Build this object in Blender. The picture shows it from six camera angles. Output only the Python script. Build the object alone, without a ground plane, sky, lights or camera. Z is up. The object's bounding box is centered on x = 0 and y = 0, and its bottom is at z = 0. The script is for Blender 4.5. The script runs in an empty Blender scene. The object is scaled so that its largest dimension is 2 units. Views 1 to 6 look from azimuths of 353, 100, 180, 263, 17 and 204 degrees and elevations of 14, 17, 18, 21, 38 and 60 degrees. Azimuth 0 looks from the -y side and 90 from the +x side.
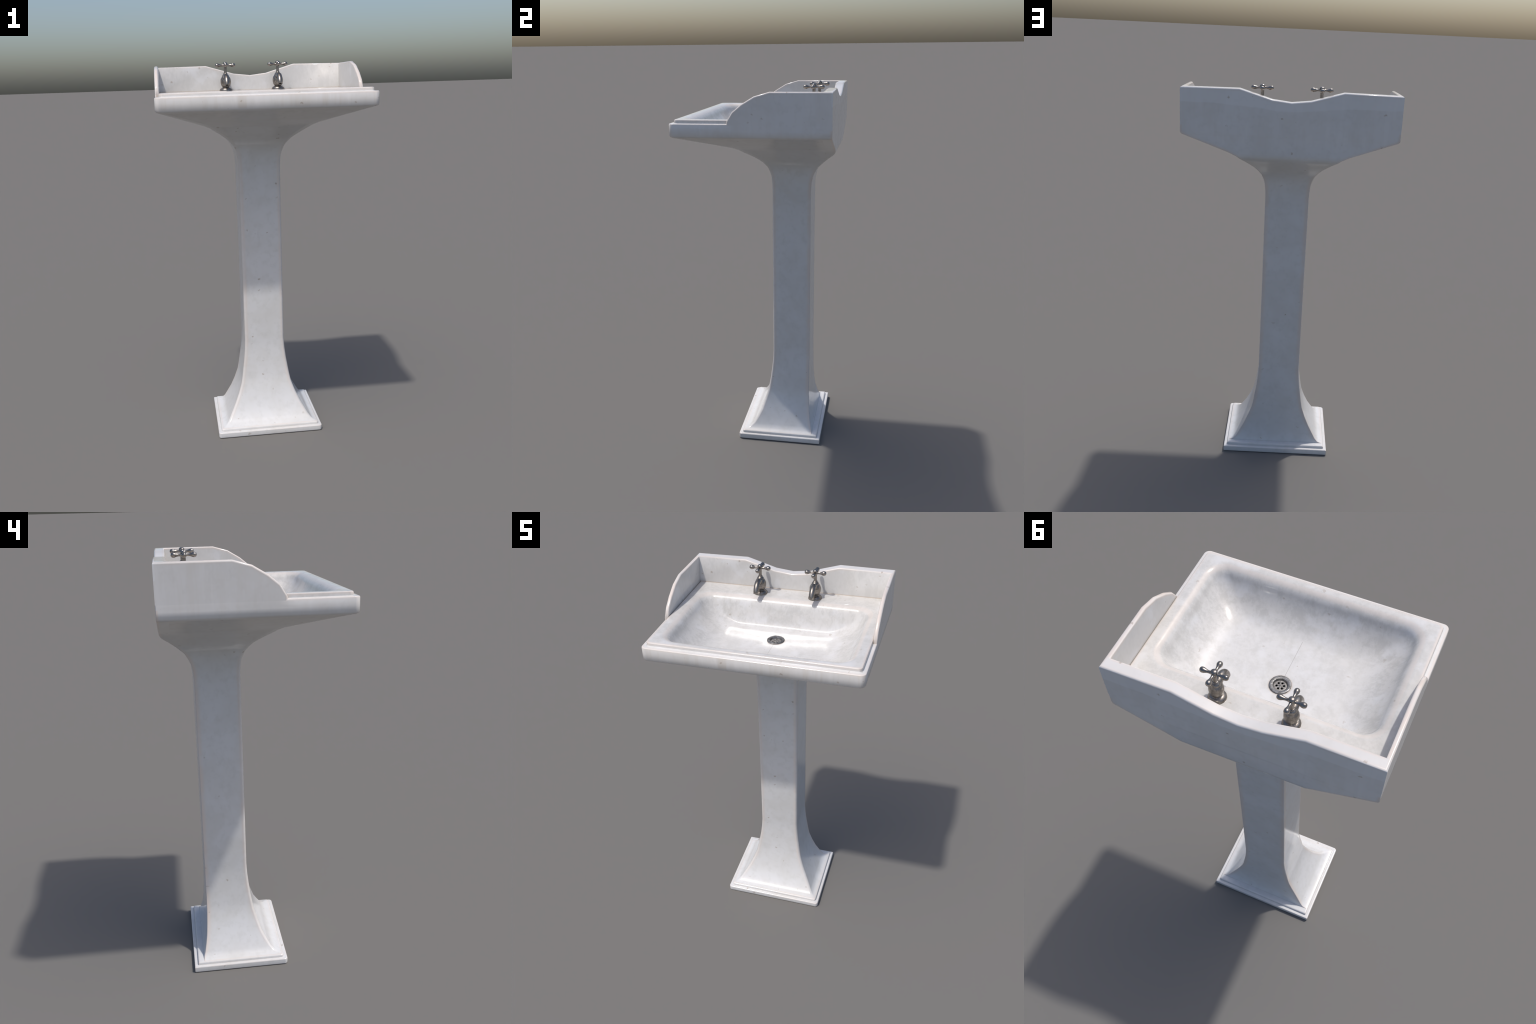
"""Old pedestal wash basin in worn white ceramic with two nickel pillar taps."""
import bpy, bmesh, math
from mathutils import Vector, Matrix

COL = bpy.context.scene.collection

# ------------------------------------------------------------------ node help
class Nodes:
    def __init__(self, name):
        self.mat = bpy.data.materials.new(name)
        self.mat.use_nodes = True
        self.t = self.mat.node_tree
        self.t.nodes.clear()
        self.out = self.t.nodes.new("ShaderNodeOutputMaterial")
        self.bsdf = self.t.nodes.new("ShaderNodeBsdfPrincipled")
        self.t.links.new(self.bsdf.outputs[0], self.out.inputs[0])

    def put(self, sock, v):
        if isinstance(v, bpy.types.NodeSocket):
            self.t.links.new(v, sock)
        elif v is not None:
            if hasattr(sock.default_value, "__len__") and len(sock.default_value) == 4 and len(v) == 3:
                v = (*v, 1.0)
            sock.default_value = v

    def n(self, kind, **attrs):
        nd = self.t.nodes.new(kind)
        for k, v in attrs.items():
            setattr(nd, k, v)
        return nd

    def math(self, op, a, b=None, c=None, clamp=False):
        nd = self.n("ShaderNodeMath", operation=op, use_clamp=clamp)
        for i, v in enumerate((a, b, c)):
            self.put(nd.inputs[i], v)
        return nd.outputs[0]

    def ramp(self, v, lo, hi, a=0.0, b=1.0, smooth=True):
        nd = self.n("ShaderNodeMapRange", clamp=True)
        nd.interpolation_type = "SMOOTHSTEP" if smooth else "LINEAR"
        for s, x in zip(("Value", "From Min", "From Max", "To Min", "To Max"), (v, lo, hi, a, b)):
            self.put(nd.inputs[s], x)
        return nd.outputs[0]

    def mix(self, f, a, b, blend="MIX"):
        nd = self.n("ShaderNodeMix", data_type="RGBA", blend_type=blend)
        self.put(nd.inputs[0], f)
        self.put(nd.inputs[6], a)
        self.put(nd.inputs[7], b)
        return nd.outputs[2]

    def mapping(self, vec, scale=(1, 1, 1), loc=(0, 0, 0)):
        nd = self.n("ShaderNodeMapping")
        self.put(nd.inputs[0], vec)
        nd.inputs["Location"].default_value = loc
        nd.inputs["Scale"].default_value = scale
        return nd.outputs[0]

    def noise(self, vec, scale, detail=3.0, rough=0.55, dist=0.0):
        nd = self.n("ShaderNodeTexNoise")
        self.put(nd.inputs["Vector"], vec)
        nd.inputs["Scale"].default_value = scale
        nd.inputs["Detail"].default_value = detail
        nd.inputs["Roughness"].default_value = rough
        nd.inputs["Distortion"].default_value = dist
        return nd.outputs["Fac"]


def ceramic():
    m = Nodes("worn_white_ceramic")
    co = m.n("ShaderNodeTexCoord").outputs["Object"]
    xyz = m.n("ShaderNodeSeparateXYZ")
    m.put(xyz.inputs[0], co)
    X, Y, Z = xyz.outputs
    geo = m.n("ShaderNodeNewGeometry")

    cloud = m.noise(co, 5.5, 4, 0.6, 0.4)
    fine = m.noise(co, 30, 4, 0.65)
    col = m.mix(m.ramp(cloud, 0.38, 0.66), (0.655, 0.652, 0.655), (0.618, 0.61, 0.60))
    col = m.mix(m.math("MULTIPLY", m.ramp(fine, 0.46, 0.72), 0.45), col, (0.555, 0.55, 0.54))

    # everything above the slab's shoulder is greyer and more stained than the stand
    up = m.n("ShaderNodeSeparateXYZ")
    m.put(up.inputs[0], geo.outputs["Normal"])
    nz = up.outputs[2]
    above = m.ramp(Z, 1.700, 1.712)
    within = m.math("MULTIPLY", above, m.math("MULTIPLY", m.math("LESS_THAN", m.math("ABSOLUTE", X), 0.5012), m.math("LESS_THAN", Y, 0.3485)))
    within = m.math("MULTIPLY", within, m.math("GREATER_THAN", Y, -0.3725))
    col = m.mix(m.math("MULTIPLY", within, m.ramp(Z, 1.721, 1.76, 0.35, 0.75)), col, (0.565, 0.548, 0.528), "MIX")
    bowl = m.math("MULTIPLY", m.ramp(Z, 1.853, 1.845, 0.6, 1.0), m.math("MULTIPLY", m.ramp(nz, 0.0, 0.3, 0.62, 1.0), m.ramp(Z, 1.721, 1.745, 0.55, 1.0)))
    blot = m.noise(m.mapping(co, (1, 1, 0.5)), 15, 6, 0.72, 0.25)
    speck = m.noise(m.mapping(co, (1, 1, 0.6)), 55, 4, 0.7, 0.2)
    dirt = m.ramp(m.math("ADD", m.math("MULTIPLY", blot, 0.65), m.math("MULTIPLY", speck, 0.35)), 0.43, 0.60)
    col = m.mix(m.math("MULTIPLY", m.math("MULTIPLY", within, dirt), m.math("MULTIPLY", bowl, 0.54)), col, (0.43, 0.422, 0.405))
    light = m.ramp(m.noise(co, 9, 4, 0.6), 0.52, 0.68)
    col = m.mix(m.math("MULTIPLY", within, m.math("MULTIPLY", light, 0.5)), col, (0.66, 0.66, 0.67))

    # vertical runs on the outer walls
    runs = m.noise(m.mapping(co, (1, 1, 0.10)), 24, 3, 0.6)
    patch = m.noise(co, 3.2, 2, 0.5)
    wall = m.math("MULTIPLY", m.ramp(m.math("ABSOLUTE", nz), 0.5, 0.3), m.math("MULTIPLY", m.ramp(Z, 1.68, 1.77), m.math("SUBTRACT", 1.0, within)))
    wall = m.math("MULTIPLY", wall, m.ramp(patch, 0.36, 0.58, 0.25, 1.0))
    col = m.mix(m.math("MULTIPLY", wall, m.ramp(runs, 0.48, 0.70, 0, m.ramp(Y, -0.37, -0.39, 0.28, 0.75))), col, (0.55, 0.515, 0.475))
    col = m.mix(m.math("MULTIPLY", wall, m.ramp(runs, 0.46, 0.30, 0, m.ramp(Y, -0.37, -0.39, 0.3, 0.6))), col, (0.75, 0.745, 0.75))
    col = m.mix(m.math("MULTIPLY", wall, 0.35), col, m.mix(m.ramp(Y, -0.37, -0.39), (0.69, 0.66, 0.64), (0.585, 0.545, 0.51)))
    # lighter band below the back's dipped crest: edge shading painted into the colour
    dip = m.math("MULTIPLY", m.math("EXPONENT", m.math("MULTIPLY", m.math("MULTIPLY", X, X), -22.0)), 0.022)
    crest_light = m.math("SUBTRACT", m.math("SUBTRACT", 1.920, dip), m.math("MULTIPLY", m.noise(co, 7, 3), 0.02))
    crest_light = m.math("MULTIPLY", m.math("SUBTRACT", Z, crest_light), m.ramp(Y, 0.388, 0.392))
    col = m.mix(m.ramp(crest_light, 0.0, 0.006, 0.0, 0.45), col, (0.74, 0.745, 0.76))
    tops = m.math("MULTIPLY", m.ramp(nz, 0.6, 0.9), m.ramp(Z, 1.87, 1.90))
    col = m.mix(m.math("MULTIPLY", tops, 0.5), col, (0.64, 0.605, 0.58))
    under = m.math("MULTIPLY", m.ramp(nz, -0.2, -0.6), m.ramp(Z, 1.50, 1.60))  # underside shade put into the colour as a darker tint
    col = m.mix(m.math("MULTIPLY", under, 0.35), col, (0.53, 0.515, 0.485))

    # rubbed, creamy edges: where the body is thin behind the surface
    ao = m.n("ShaderNodeAmbientOcclusion", samples=8, inside=True, only_local=True)
    m.put(ao.inputs["Distance"], m.math("MINIMUM", m.ramp(Z, 0.043, 0.07, 0.010, 0.034), m.ramp(Z, 1.55, 1.74, 0.034, 0.0175)))
    edge = m.ramp(ao.outputs["AO"], 0.95, 0.62)
    edge = m.math("MULTIPLY", edge, m.ramp(m.noise(co, 9, 3), 0.35, 0.6, 0.55, 1.0))
    keep = m.math("MAXIMUM", m.ramp(Y, -0.098, -0.094, 1, 0), m.ramp(m.math("ABSOLUTE", m.math("SUBTRACT", Z, 1.828)), 0.018, 0.024))
    edge = m.math("MULTIPLY", edge, keep)
    col = m.mix(m.math("MULTIPLY", edge, 0.9), col, (0.66, 0.57, 0.51))
    lip = m.math("MULTIPLY", m.ramp(nz, 0.99, 0.95), m.ramp(nz, 0.70, 0.85))
    lip = m.math("MULTIPLY", m.math("MULTIPLY", lip, within), m.ramp(Z, 1.826, 1.834))
    col = m.mix(m.math("MULTIPLY", lip, 0.5), col, (0.64, 0.575, 0.53))
    # grime and occlusion shade, both painted into the inner corners
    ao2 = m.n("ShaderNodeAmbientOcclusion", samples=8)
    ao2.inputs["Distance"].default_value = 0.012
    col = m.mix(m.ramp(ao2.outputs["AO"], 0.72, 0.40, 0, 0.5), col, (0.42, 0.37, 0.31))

    # scattered chips and stains
    v = m.n("ShaderNodeTexVoronoi", feature="F1")
    warp = m.n("ShaderNodeVectorMath", operation="ADD")
    wn = m.n("ShaderNodeTexNoise")
    m.put(wn.inputs["Vector"], co)
    wn.inputs["Scale"].default_value = 85
    wn.inputs["Detail"].default_value = 3
    wsc = m.n("ShaderNodeVectorMath", operation="SCALE")
    m.put(wsc.inputs[0], wn.outputs["Color"])
    wsc.inputs["Scale"].default_value = 0.022
    m.put(warp.inputs[0], m.mapping(co, (1.0, 1.0, 1.3)))
    m.put(warp.inputs[1], wsc.outputs[0])
    m.put(v.inputs["Vector"], warp.outputs[0])
    v.inputs["Scale"].default_value = 19
    rnd = m.n("ShaderNodeSeparateColor")
    m.put(rnd.inputs[0], v.outputs["Color"])
    size = m.ramp(rnd.outputs[0], 0.12, 1.0, 0.0, 0.18, smooth=False)
    spot = m.ramp(m.math("SUBTRACT", size, v.outputs["Distance"]), 0.0, 0.07)
    col = m.mix(m.math("MULTIPLY", spot, m.ramp(rnd.outputs[1], 0, 1, 0.25, 0.65)), col, (0.34, 0.28, 0.23))

    # UV seam of the source model, painted as a thin line toward the front
    line = m.math("LESS_THAN", m.math("ABSOLUTE", m.math("SUBTRACT", X, 0.0008)), 0.0011)
    for part in (m.math("LESS_THAN", Y, -0.004), m.math("GREATER_THAN", Y, -0.185),
                 m.math("GREATER_THAN", Z, 1.70), m.math("LESS_THAN", Z, 1.80), m.math("GREATER_THAN", up.outputs[2], 0.2)):
        line = m.math("MULTIPLY", line, part)
    col = m.mix(m.math("MULTIPLY", line, 0.55), col, (0.30, 0.28, 0.27))

    # tan dirt where the metal ring sits
    rad = m.math("SQRT", m.math("ADD", m.math("MULTIPLY", X, X),
                                m.math("POWER", m.math("SUBTRACT", Y, 0.039), 2.0)))
    stain = m.math("MULTIPLY", m.ramp(rad, 0.052, 0.044, 0, 0.5), m.math("MULTIPLY", m.math("GREATER_THAN", Z, 1.69), m.math("LESS_THAN", Z, 1.76)))
    col = m.mix(stain, col, (0.48, 0.40, 0.33))
    # tan line at the foot of the upstand
    joint = m.math("MULTIPLY", m.ramp(m.math("ABSOLUTE", m.math("SUBTRACT", Z, 1.851)), 0.004, 0.001), m.ramp(Y, 0.329, 0.334))
    joint = m.math("MULTIPLY", joint, m.math("MULTIPLY", m.math("LESS_THAN", Y, 0.345), m.math("LESS_THAN", m.math("ABSOLUTE", X), 0.5)))
    col = m.mix(m.math("MULTIPLY", joint, 0.4), col, (0.50, 0.40, 0.31))

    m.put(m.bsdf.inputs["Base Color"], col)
    m.put(m.bsdf.inputs["Roughness"], m.ramp(fine, 0.3, 0.75, 0.125, 0.185))
    m.bsdf.inputs["IOR"].default_value = 1.5
    bump = m.n("ShaderNodeBump")
    bump.inputs["Strength"].default_value = 0.05
    bump.inputs["Distance"].default_value = 0.004
    m.put(bump.inputs["Height"], m.noise(co, 30, 3, 0.5))
    m.put(m.bsdf.inputs["Normal"], bump.outputs[0])
    return m.mat


def metal(name, light, dark, r0, r1, metallic=1.0, scale=90):
    m = Nodes(name)
    co = m.n("ShaderNodeTexCoord").outputs["Object"]
    a = m.noise(co, scale, 5, 0.65, 0.4)
    g = m.noise(co, scale * 3.5, 3, 0.6)
    f = m.ramp(m.math("ADD", m.math("MULTIPLY", a, 0.7), m.math("MULTIPLY", g, 0.3)), 0.40, 0.62)
    m.put(m.bsdf.inputs["Base Color"], m.mix(f, light, dark))
    m.put(m.bsdf.inputs["Roughness"], m.math("ADD", m.math("MULTIPLY", f, r1 - r0), r0))
    m.bsdf.inputs["Metallic"].default_value = metallic
    bump = m.n("ShaderNodeBump")
    bump.inputs["Strength"].default_value = 0.15
    bump.inputs["Distance"].default_value = 0.001
    m.put(bump.inputs["Height"], g)
    m.put(m.bsdf.inputs["Normal"], bump.outputs[0])
    return m.mat


CERAMIC = ceramic()
NICKEL = metal("polished_nickel", (0.31, 0.28, 0.252), (0.23, 0.205, 0.183), 0.22, 0.32)
TARNISH = metal("tarnished_nickel", (0.30, 0.272, 0.245), (0.20, 0.18, 0.16), 0.30, 0.43)
STEEL = metal("dull_waste_metal", (0.27, 0.27, 0.275), (0.11, 0.108, 0.105), 0.38, 0.55, metallic=0.85, scale=70)
GRATE = metal("grimy_grate_metal", (0.30, 0.29, 0.28), (0.20, 0.185, 0.17), 0.5, 0.7, metallic=0.35, scale=110)
DARK = metal("dark_hole", (0.02, 0.018, 0.015), (0.012, 0.011, 0.01), 0.7, 0.8, 0.0)


# ------------------------------------------------------------------ mesh help
def link(name, me, mat, parent=None, loc=(0, 0, 0)):
    if mat and not me.materials:
        me.materials.append(mat)
    ob = bpy.data.objects.new(name, me)
    ob.location = loc
    COL.objects.link(ob)
    if parent:
        ob.parent = parent
    return ob


def finish(bm, name, angle=35, weighted=True):
    """bmesh -> mesh with smooth shading, sharp edges above the angle, flat faces kept flat."""
    bmesh.ops.recalc_face_normals(bm, faces=bm.faces)
    for f in bm.faces:
        f.smooth = True
    me = bpy.data.meshes.new(name)
    bm.to_mesh(me)
    bm.free()
    me.set_sharp_from_angle(angle=math.radians(angle))
    if weighted:
        ob = bpy.data.objects.new("tmp", me)
        COL.objects.link(ob)
        md = ob.modifiers.new("w", "WEIGHTED_NORMAL")
        md.keep_sharp = True
        md.weight = 80
        dg = bpy.context.evaluated_depsgraph_get()
        new = bpy.data.meshes.new_from_object(ob.evaluated_get(dg), depsgraph=dg)
        bpy.data.objects.remove(ob)
        bpy.data.meshes.remove(me)
        new.name = name
        me = new
    return me


def rounded_rect(xh, yf, yb, rf, rb, z, nc=8, nx=14, ny=10):
    """Ring of points: half width xh, front yf, back yb, front and back corner radii."""
    pts = []
    corners = [(xh - rf, yf + rf, rf, -90), (xh - rb, yb - rb, rb, 0),
               (-xh + rb, yb - rb, rb, 90), (-xh + rf, yf + rf, rf, 180)]
    for i, (cx, cy, r, a0) in enumerate(corners):
        for k in range(nc + 1):
            a = math.radians(a0 + 90 * k / nc)
            pts.append(Vector((cx + r * math.cos(a), cy + r * math.sin(a), z)))
        nxt = corners[(i + 1) % 4]
        a = math.radians(nxt[3])
        end = Vector((nxt[0] + nxt[2] * math.cos(a), nxt[1] + nxt[2] * math.sin(a), z))
        n = ny if i % 2 == 0 else nx
        start = pts[-1].copy()
        for k in range(1, n):
            pts.append(start.lerp(end, k / n))
    return pts


def loft(bm, rings, close_last=False):
    vs = [[bm.verts.new(p) for p in r] for r in rings]
    n = len(vs[0])
    for a, b in zip(vs, vs[1:]):
        for i in range(n):
            j = (i + 1) % n
            bm.faces.new((a[i], a[j], b[j], b[i]))
    if close_last:
        bm.faces.new(vs[-1])
    return vs


def lathe(bm, profile, seg=24, matrix=None, cap=True):
    """Profile (radius, height) turned about z."""
    mx = matrix or Matrix()
    rings = []
    for r, z in profile:
        if r < 1e-6:
            rings.append([bm.verts.new(mx @ Vector((0, 0, z)))])
        else:
            rings.append([bm.verts.new(mx @ Vector((r * math.cos(2 * math.pi * k / seg), r * math.sin(2 * math.pi * k / seg), z)))
                          for k in range(seg)])
    for a, b in zip(rings, rings[1:]):
        for k in range(seg):
            j = (k + 1) % seg
            q = [a[k % len(a)], a[j % len(a)], b[j % len(b)], b[k % len(b)]]
            q = list(dict.fromkeys(q))
            if len(q) > 2:
                bm.faces.new(q)
    if cap:
        for r in (rings[0], rings[-1]):
            if len(r) > 2:
                bm.faces.new(r)


def split_by(me, names, key, bend=None):
    """Split one finished mesh into several that keep its normals at the borders."""
    cn = [Vector(n.vector) for n in me.corner_normals]
    if bend:
        for i, lp in enumerate(me.loops):
            cn[i] = bend(me.vertices[lp.vertex_index].co, cn[i])
    out = {}
    for name in names:
        polys = [p for p in me.polygons if key(p.center) == name]
        used, verts, faces, norms = {}, [], [], []
        for p in polys:
            f = []
            for li in p.loop_indices:
                vi = me.loops[li].vertex_index
                if vi not in used:
                    used[vi] = len(verts)
                    verts.append(me.vertices[vi].co.copy())
                f.append(used[vi])
                norms.append(cn[li])
            faces.append(f)
        m2 = bpy.data.meshes.new(name)
        m2.from_pydata(verts, [], faces)
        m2.shade_smooth()
        m2.normals_split_custom_set(norms)
        out[name] = m2
    return out


# ------------------------------------------------------------------ the thing
sink = bpy.data.objects.new("pedestal_sink", None)
sink.empty_display_size = 0.2
COL.objects.link(sink)
sink["label"] = "worn white ceramic pedestal sink with two nickel cross-handle taps"
sink["category"] = "bathroom sink"

DECK, FLOOR = 1.850, 1.7185
DRAIN = Vector((0.0, 0.039, 0.0))

# ---- basin + pedestal: one glazed skin lofted from the waste hole, up the bowl,
# over the rim, down the slab and underside and along the pedestal to its foot
LIP = dict(xh=0.470, yf=-0.354, yb=0.240, rf=0.088, rb=0.088)
BED = dict(xh=0.245, yf=-0.160, yb=0.142, rf=0.060, rb=0.060)
FILLET, TURN = 0.050, math.radians(69)


def bowl_ring(inset, t, z):
    """One level of the bowl: every wall leaves the lip fillet on its tangent and eases into the bed."""
    v, drop = {}, edge_z - FLOOR
    for k in LIP:
        s = -1 if k in ("xh", "yb", "rf", "rb") else 1
        start = LIP[k] + s * inset * (0.6 if k[0] == "r" else 1)
        lead = min(0.32, 0.4 * drop / (math.tan(TURN) * abs(BED[k] - start))) if k[0] != "r" else 0.15
        frac = bezier(t, [(0, 0), (lead, 0.4), (0.42 if k == "yb" else 0.54, 1.0), (1, 1)])[0]
        v[k] = start + (BED[k] - start) * frac
    return rounded_rect(z=z, **v)


def bezier(t, p):
    u = 1 - t
    return [u ** 3 * p[0][i] + 3 * u * u * t * p[1][i] + 3 * u * t * t * p[2][i] + t ** 3 * p[3][i] for i in (0, 1)]


rings = []
edge_in = FILLET * math.sin(TURN)
edge_z = DECK - FILLET * (1 - math.cos(TURN))
wall = [(0, 0), (0.2, 0.4), (0.42, 1.0), (1, 1)]
bed = rounded_rect(z=FLOOR, **BED)
hole = []
for p in bed:
    d = Vector((p.x, p.y - DRAIN.y, 0)).normalized()
    hole.append(DRAIN + d * 0.032 + Vector((0, 0, FLOOR - 0.006)))
rings.append(hole)
for f in (0.35, 0.7):
    rings.append([h.lerp(b, f) for h, b in zip(hole, bed)])
for k in range(14, -1, -1):
    dz = bezier(k / 14, wall)[1]
    rings.append(bowl_ring(edge_in, k / 14, edge_z + (FLOOR - edge_z) * dz))
for k in range(7, -1, -1):
    a = TURN * k / 8
    rings.append(bowl_ring(FILLET * math.sin(a), 0, DECK - FILLET * (1 - math.cos(a))))

# rim and slab: half width, front, back, front radius, back radius, height
profile = [
    (0.4925, -0.3665, 0.366, 0.016, 0.004, 1.8500),
    (0.4955, -0.3695, 0.368, 0.017, 0.004, 1.8495),
    (0.4985, -0.3722, 0.369, 0.018, 0.004, 1.8478),
    (0.5000, -0.3738, 0.370, 0.019, 0.004, 1.8445),
    (0.5003, -0.3742, 0.370, 0.019, 0.004, 1.8355),
    (0.5015, -0.3758, 0.371, 0.020, 0.004, 1.8335),
    (0.5040, -0.3785, 0.372, 0.020, 0.004, 1.8328),
    (0.5140, -0.3895, 0.392, 0.022, 0.004, 1.8325),
    (0.5175, -0.3935, 0.394, 0.023, 0.004, 1.8312),
    (0.5190, -0.3955, 0.3955, 0.024, 0.003, 1.8293),
    (0.5195, -0.3960, 0.3960, 0.024, 0.003, 1.8262),
    (0.5195, -0.3960, 0.3960, 0.024, 0.003, 1.8130),
    (0.5197, -0.3961, 0.3960, 0.024, 0.003, 1.8000),
    (0.5198, -0.3961, 0.3960, 0.024, 0.003, 1.7860),
    (0.5197, -0.3961, 0.3960, 0.024, 0.003, 1.7770),
    (0.5192, -0.3955, 0.3960, 0.024, 0.003, 1.7725),
    (0.5165, -0.3930, 0.3958, 0.024, 0.003, 1.7672),
    (0.5120, -0.3885, 0.3955, 0.024, 0.004, 1.7640),
    (0.5030, -0.3790, 0.3952, 0.026, 0.004, 1.7607),
    # underside
    (0.4000, -0.2660, 0.3948, 0.040, 0.005, 1.7243),
    (0.2870, -0.1450, 0.3942, 0.050, 0.006, 1.6840),
    (0.2560, -0.1200, 0.3925, 0.050, 0.007, 1.6690),
    (0.2350, -0.0960, 0.3850, 0.048, 0.009, 1.6535),
    (0.2130, -0.0750, 0.3710, 0.044, 0.012, 1.6400),
    (0.1900, -0.0470, 0.3510, 0.036, 0.011, 1.6235),
    (0.1650, -0.0200, 0.3310, 0.028, 0.010, 1.6050),
    # pedestal neck and shaft
    (0.1460, 0.0025, 0.3080, 0.022, 0.007, 1.5840),
    (0.1310, 0.0200, 0.2880, 0.017, 0.005, 1.5630),
    (0.1210, 0.0300, 0.2740, 0.015, 0.004, 1.5380),
    (0.1145, 0.0370, 0.2630, 0.014, 0.004, 1.5120),
    (0.1110, 0.0405, 0.2550, 0.013, 0.004, 1.4700),
    (0.1100, 0.0410, 0.2530, 0.013, 0.004, 1.4300),
    (0.1095, 0.0410, 0.2520, 0.013, 0.004, 1.0000),
    (0.1097, 0.0405, 0.2520, 0.013, 0.004, 0.4900),
    # flared foot
    (0.1128, 0.0380, 0.2520, 0.013, 0.004, 0.4350),
    (0.1185, 0.0330, 0.2520, 0.013, 0.004, 0.3800),
    (0.1268, 0.0265, 0.2522, 0.013, 0.004, 0.3250),
    (0.1330, 0.0200, 0.2528, 0.013, 0.004, 0.2850),
    (0.1405, 0.0130, 0.2535, 0.013, 0.004, 0.2450),
    (0.1590, -0.0030, 0.2565, 0.013, 0.004, 0.1920),
    (0.1820, -0.0200, 0.2610, 0.013, 0.004, 0.1400),
    (0.2030, -0.0400, 0.2680, 0.013, 0.004, 0.1020),
    (0.2220, -0.0605, 0.2755, 0.012, 0.004, 0.0680),
    (0.2370, -0.0810, 0.2812, 0.011, 0.003, 0.0515),
    (0.2490, -0.0962, 0.2826, 0.010, 0.003, 0.0462),
    (0.2585, -0.1060, 0.2830, 0.010, 0.003, 0.0440),
    (0.2625, -0.1103, 0.2832, 0.010, 0.003, 0.0431),
    (0.2630, -0.1108, 0.2832, 0.010, 0.003, 0.0380),
]
for xh, yf, yb, rf, rb, z in profile:
    rings.append(rounded_rect(xh, yf, yb, rf, rb, z))

bm = bmesh.new()
loft(bm, rings)
skin = finish(bm, "glazed_skin", angle=32)


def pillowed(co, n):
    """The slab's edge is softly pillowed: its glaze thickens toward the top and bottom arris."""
    if not 1.7640 < co.z < 1.8300 or n.y > 0.7 or Vector((n.x, n.y)).length < 0.3:
        return n
    if abs(co.x) < 0.515 and co.y > -0.387:
        return n
    k = (co.z - 1.800) / 0.027
    front = min(1.0, max(0.0, (-0.100 - co.y) / 0.04))
    tilt = math.radians(17) * k * front if k > 0 else math.radians(23) * max(k, -1.0)
    flat = Vector((n.x, n.y, 0)).normalized()
    lift = flat * math.cos(tilt) + Vector((0, 0, math.sin(tilt)))
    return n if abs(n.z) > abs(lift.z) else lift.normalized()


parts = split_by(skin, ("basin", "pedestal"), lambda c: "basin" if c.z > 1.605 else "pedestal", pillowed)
bpy.data.meshes.remove(skin)
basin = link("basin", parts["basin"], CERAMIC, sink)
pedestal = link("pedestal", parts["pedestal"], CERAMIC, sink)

# ---- stepped plinth under the pedestal
bm = bmesh.new()
steps = [
    (0.2850, -0.1340, 0.3310, 0.014, 0.003, 0.0000),
    (0.2868, -0.1358, 0.3323, 0.016, 0.003, 0.0030),
    (0.2870, -0.1360, 0.3325, 0.016, 0.003, 0.0120),
    (0.2870, -0.1360, 0.3325, 0.016, 0.003, 0.0235),
    (0.2865, -0.1355, 0.3321, 0.016, 0.003, 0.0262),
    (0.2850, -0.1340, 0.3309, 0.015, 0.003, 0.0284),
    (0.2825, -0.1315, 0.3287, 0.014, 0.003, 0.0294),
    (0.2800, -0.1290, 0.3265, 0.014, 0.003, 0.0296),
    (0.2712, -0.1193, 0.3150, 0.012, 0.003, 0.0290),
    (0.2700, -0.1178, 0.3140, 0.012, 0.003, 0.0292),
    (0.2699, -0.1177, 0.3139, 0.012, 0.003, 0.0310),
    (0.2698, -0.1175, 0.3138, 0.012, 0.003, 0.0372),
    (0.2682, -0.1160, 0.3122, 0.012, 0.003, 0.0405),
    (0.2655, -0.1133, 0.3095, 0.011, 0.003, 0.0424),
    (0.2615, -0.1093, 0.3050, 0.010, 0.003, 0.0430),
    (0.2430, -0.0910, 0.2760, 0.010, 0.003, 0.0432),
]
loft(bm, [rounded_rect(*s) for s in steps], close_last=True)
bm.verts.ensure_lookup_table()
plinth = link("plinth", finish(bm, "plinth", 50), CERAMIC, sink)

# ---- upstand: back wall with a dipped top and two swept side panels, one sweep
XO, XI = 0.5195, 0.4997
YO, YI_TOP, YI_BOT = 0.3960, 0.3470, 0.3355
FOOT, RO, RI = 1.8262, 0.0085, 0.0065
arm = [(-0.1085, FOOT), (-0.1080, 1.8440), (-0.0805, 1.8880), (-0.0362, 1.9242), (0.0264, 1.9613), (0.1005, 1.9822)]
crest = [(0.5195, 1.9822), (0.2436, 1.9846), (0.0910, 1.9403), (0.0, 1.9300)]

stations = []   # outer point, inner top, inner foot, inset direction outer->inner, top normal


def normals2d(pts):
    res = []
    for i in range(len(pts)):
        ns = []
        for a, b in ((i - 1, i), (i, i + 1)):
            if a >= 0 and b < len(pts):
                d = Vector((pts[b][0] - pts[a][0], pts[b][1] - pts[a][1])).normalized()
                ns.append(Vector((-d.y, d.x)))
        n = sum(ns, Vector((0, 0))).normalized()
        res.append(n / max(0.4, n.dot(ns[0])))
    return res


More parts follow.
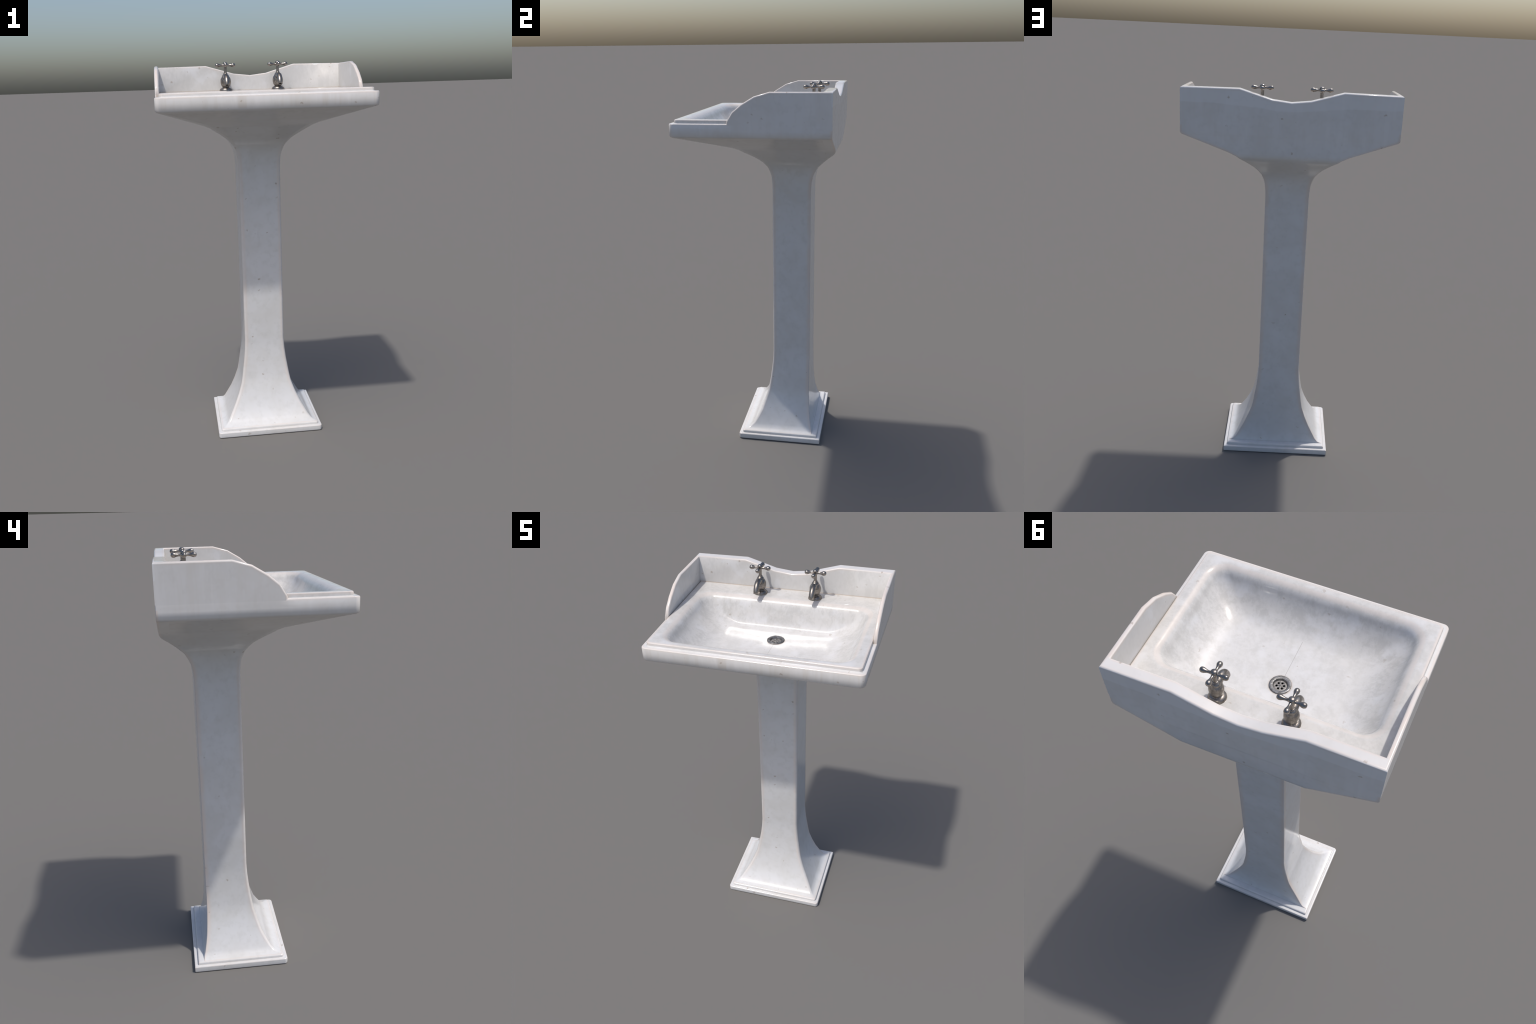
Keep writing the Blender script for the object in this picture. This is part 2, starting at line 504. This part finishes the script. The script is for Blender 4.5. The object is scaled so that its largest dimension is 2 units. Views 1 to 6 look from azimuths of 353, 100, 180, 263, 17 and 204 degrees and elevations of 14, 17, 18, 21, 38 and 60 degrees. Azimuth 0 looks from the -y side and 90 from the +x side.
arm_line = arm + [(YO, 1.9822)]
an = normals2d(arm_line)
half = []
for (y, z), n in list(zip(arm_line, an))[:-1]:
    half.append((Vector((XO, y, z)), Vector((XI, y, z)), Vector((-1, 0, 0)), Vector((0, n.x, n.y))))
back_line = [(-x, z) for x, z in crest] + [(x, z) for x, z in reversed(crest[:-1])]
bn = normals2d(back_line)[:4]
half.append((Vector((XO, YO, 1.9822)), Vector((XI, YI_TOP, 1.9822)), Vector((-1, -1, 0)), Vector((0, 0, 1))))
for (x, z), n in list(zip(back_line, bn))[1:]:
    half.append((Vector((-x, YO, z)), Vector((-x, YI_TOP, z)), Vector((0, -1, 0)), Vector((-n.x, 0, n.y))))


def section(o, i, ins, up):
    """Cross-section of the upstand from outer foot over the rounded top to the inner foot."""
    pts = []
    def foot(p, inner):
        q = p.copy()
        q.z = FOOT if not inner else 1.842
        if inner and abs(ins.y) > 0.5:
            q.y = YI_BOT
        return q
    lo = o - up * RO
    low_i = i - up * RI
    pts.append(foot(lo, False))
    for k in range(5):
        a = math.radians(90 * k / 4)
        pts.append(o + ins * (RO * (1 - math.cos(a))) - up * (RO * (1 - math.sin(a))))
    for k in range(4, -1, -1):
        a = math.radians(90 * k / 4)
        pts.append(i - ins * (RI * (1 - math.cos(a))) - up * (RI * (1 - math.sin(a))))
    pts.append(foot(low_i, True))
    for p in pts:
        p.z = max(p.z, FOOT)
    return pts


secs = [section(*h) for h in half]
mirror = [[Vector((-p.x, p.y, p.z)) for p in s] for s in reversed(secs[:-1])]
secs += mirror
bm = bmesh.new()
vs = [[bm.verts.new(p) for p in s] for s in secs]
for a, b in zip(vs, vs[1:]):
    for k in range(len(a) - 1):
        bm.faces.new((a[k], a[k + 1], b[k + 1], b[k]))
bmesh.ops.remove_doubles(bm, verts=bm.verts, dist=1e-5)
bmesh.ops.dissolve_degenerate(bm, edges=bm.edges, dist=1e-6)
up_me = finish(bm, "upstand", 50)


def which(c):
    # mitred corner between the side panels and the back wall
    ax = abs(c.x)
    if c.y < YI_BOT - 0.001 and ax > XI - 0.002:
        return "side_panel" if c.x < 0 else "side_panel_r"
    return "backsplash"




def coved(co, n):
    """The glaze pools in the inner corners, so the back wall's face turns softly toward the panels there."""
    if abs(co.x) < 0.49 or co.y > 0.36 or n.y > -0.8:
        return n
    side = -1 if co.x > 0 else 1
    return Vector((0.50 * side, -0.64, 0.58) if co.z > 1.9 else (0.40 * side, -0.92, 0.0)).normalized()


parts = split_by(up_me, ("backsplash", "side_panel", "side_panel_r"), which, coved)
bpy.data.meshes.remove(up_me)
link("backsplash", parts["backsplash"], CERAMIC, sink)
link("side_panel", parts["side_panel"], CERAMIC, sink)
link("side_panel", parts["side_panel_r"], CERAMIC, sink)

# ---- waste: ring, sunk grate with six holes and the dark pipe below it
waste = bpy.data.objects.new("drain", None)
waste.location = (DRAIN.x, DRAIN.y, FLOOR - 0.006)
COL.objects.link(waste)
waste.parent = sink
bm = bmesh.new()
lathe(bm, [(0.0435, -0.002), (0.0440, 0.0035), (0.0428, 0.0050), (0.0405, 0.0056), (0.0325, 0.0046), (0.0298, 0.0040),
           (0.0285, 0.0020), (0.0272, -0.0060), (0.0260, -0.0085)], 20, cap=False)
link("drain_ring", finish(bm, "drain_ring", 40, False), STEEL, waste)

bm = bmesh.new()
lathe(bm, [(0.0, -0.0075), (0.0266, -0.0075), (0.0266, -0.0045), (0.0225, -0.0032), (0.0, -0.0032)], 24)
plate = link("drain_grate", finish(bm, "drain_grate", 40, False), GRATE, waste)
bm = bmesh.new()
for k in range(6):
    a = math.radians(60 * k + 18)
    lathe(bm, [(0.0047, -0.02), (0.0047, 0.01)], 16, Matrix.Translation((0.0145 * math.cos(a), 0.0145 * math.sin(a), 0)))
cut = link("cutter", finish(bm, "cutter", 40, False), None)
bo = plate.modifiers.new("holes", "BOOLEAN")
bo.operation, bo.object, bo.solver = "DIFFERENCE", cut, "EXACT"
cut.parent = waste
bpy.context.view_layer.update()
dg = bpy.context.evaluated_depsgraph_get()
new = bpy.data.meshes.new_from_object(plate.evaluated_get(dg), depsgraph=dg)
plate.modifiers.clear()
plate.data = new
new.name = "drain_grate"
bpy.data.objects.remove(cut)
bm = bmesh.new()
lathe(bm, [(0.0, 0.0012), (0.003, 0.001), (0.0042, 0.0)], 12, Matrix.Translation((0, 0, -0.0033)))
link("drain_screw", finish(bm, "drain_screw", 40, False), STEEL, waste)
bm = bmesh.new()
lathe(bm, [(0.027, -0.0088), (0.027, -0.04), (0.0, -0.04)], 20, cap=False)
link("drain_pipe", finish(bm, "drain_pipe", 40, False), DARK, waste)


# ---- taps (heights measured from the deck)
def tap_meshes():
    out = {}
    bm = bmesh.new()
    lathe(bm, [(0.0352, -0.001), (0.0350, 0.0030), (0.0338, 0.0068), (0.0315, 0.0102), (0.0275, 0.0136), (0.0225, 0.0160), (0.0188, 0.0172),
               (0.0178, 0.0190), (0.0178, 0.0215)], 16)
    out["tap_flange"] = finish(bm, "tap_flange", 50, False)
    bm = bmesh.new()
    lathe(bm, [(0.0182, 0.0195), (0.0212, 0.0222), (0.0252, 0.0300), (0.0280, 0.0400), (0.0287, 0.0500), (0.0276, 0.0595), (0.0247, 0.0675),
               (0.0200, 0.0735), (0.0182, 0.0752), (0.0184, 0.0770), (0.0178, 0.0795), (0.0158, 0.0830), (0.0125, 0.0862), (0.0113, 0.0872),
               (0.0117, 0.0890), (0.0110, 0.0910), (0.0086, 0.0930)], 20)
    out["tap_body"] = finish(bm, "tap_body", 60, False)
    bm = bmesh.new()
    lathe(bm, [(0.0083, 0.0915), (0.0080, 0.0960), (0.0080, 0.1270)], 16)
    out["tap_stem"] = finish(bm, "tap_stem", 50, False)
    # cross handle: knobbed hub and four ball-ended arms
    bm = bmesh.new()
    lathe(bm, [(0.0080, 0.1235), (0.0098, 0.1260), (0.0101, 0.1330), (0.0098, 0.1372), (0.0104, 0.1388), (0.0121, 0.1402), (0.0127, 0.1422),
               (0.0119, 0.1450), (0.0096, 0.1475), (0.0060, 0.1493), (0.0, 0.1500)], 20)
    grip = [(0.0072, 0.006), (0.0064, 0.011), (0.0057, 0.016), (0.0056, 0.021), (0.0062, 0.026), (0.0074, 0.031), (0.0090, 0.0350),
            (0.0104, 0.0390), (0.0109, 0.0435), (0.0102, 0.0480), (0.0080, 0.0520), (0.0045, 0.0540), (0.0, 0.0546)]
    for k in range(4):
        mx = Matrix.Translation((0, 0, 0.1330)) @ Matrix.Rotation(math.pi / 2 * k, 4, "Z") @ Matrix.Rotation(math.pi / 2, 4, "Y")
        lathe(bm, grip, 16, mx)
    out["tap_handle"] = finish(bm, "tap_handle", 60, False)
    # spout: tapering tube arching forward and down, cut off at a slant with a dark bore
    spine = [(0.006, 0.054, 0.0175), (-0.016, 0.0665, 0.0168), (-0.034, 0.0728, 0.0158), (-0.050, 0.0712, 0.0149), (-0.0632, 0.0632, 0.0142),
             (-0.0728, 0.0520, 0.0138), (-0.0788, 0.0400, 0.0136), (-0.0818, 0.0290, 0.0135)]
    bm = bmesh.new()
    rr, seg = [], 18
    for i, (y, z, r) in enumerate(spine):
        a, b = spine[max(0, i - 1)], spine[min(len(spine) - 1, i + 1)]
        t = Vector((0, b[0] - a[0], b[1] - a[1])).normalized()
        if i == len(spine) - 1:
            t = Vector((0, -0.42, -0.9)).normalized()
        u = Vector((1, 0, 0))
        w = t.cross(u)
        c = Vector((0, y, z))
        rr.append([c + (u * math.cos(2 * math.pi * k / seg) + w * math.sin(2 * math.pi * k / seg)) * r for k in range(seg)])
    c = sum(rr[-1], Vector()) / seg
    rr.append([c + (p - c) * 0.93 + t * 0.0012 for p in rr[-1]])
    rr.append([c + (p - c) * 0.60 + t * 0.0012 for p in rr[-2]])
    rr.append([c + (p - c) * 0.52 + t * 0.0004 for p in rr[-3]])
    rr.append([c + (p - c) * 0.50 - t * 0.0120 for p in rr[-4]])
    loft(bm, rr, close_last=True)
    me = finish(bm, "spout", 50, False)
    me.materials.append(TARNISH)
    me.materials.append(DARK)
    for p in me.polygons:
        rel = p.center - c
        along = rel.dot(t)
        if along < 0.0005 and (rel - t * along).length < 0.0090 and along > -0.0135:
            p.material_index = 1
    out["spout"] = me
    return out


meshes = tap_meshes()
mats = {"tap_flange": TARNISH, "tap_body": TARNISH, "tap_stem": TARNISH, "tap_handle": NICKEL, "spout": TARNISH}
for side in (-1, 1):
    tap = bpy.data.objects.new("tap", None)
    tap.location = (side * 0.1425, 0.268, DECK)
    tap.rotation_euler.z = 0.0
    tap.empty_display_size = 0.05
    COL.objects.link(tap)
    tap.parent = sink
    for name, me in meshes.items():
        link(name, me, mats[name], tap)
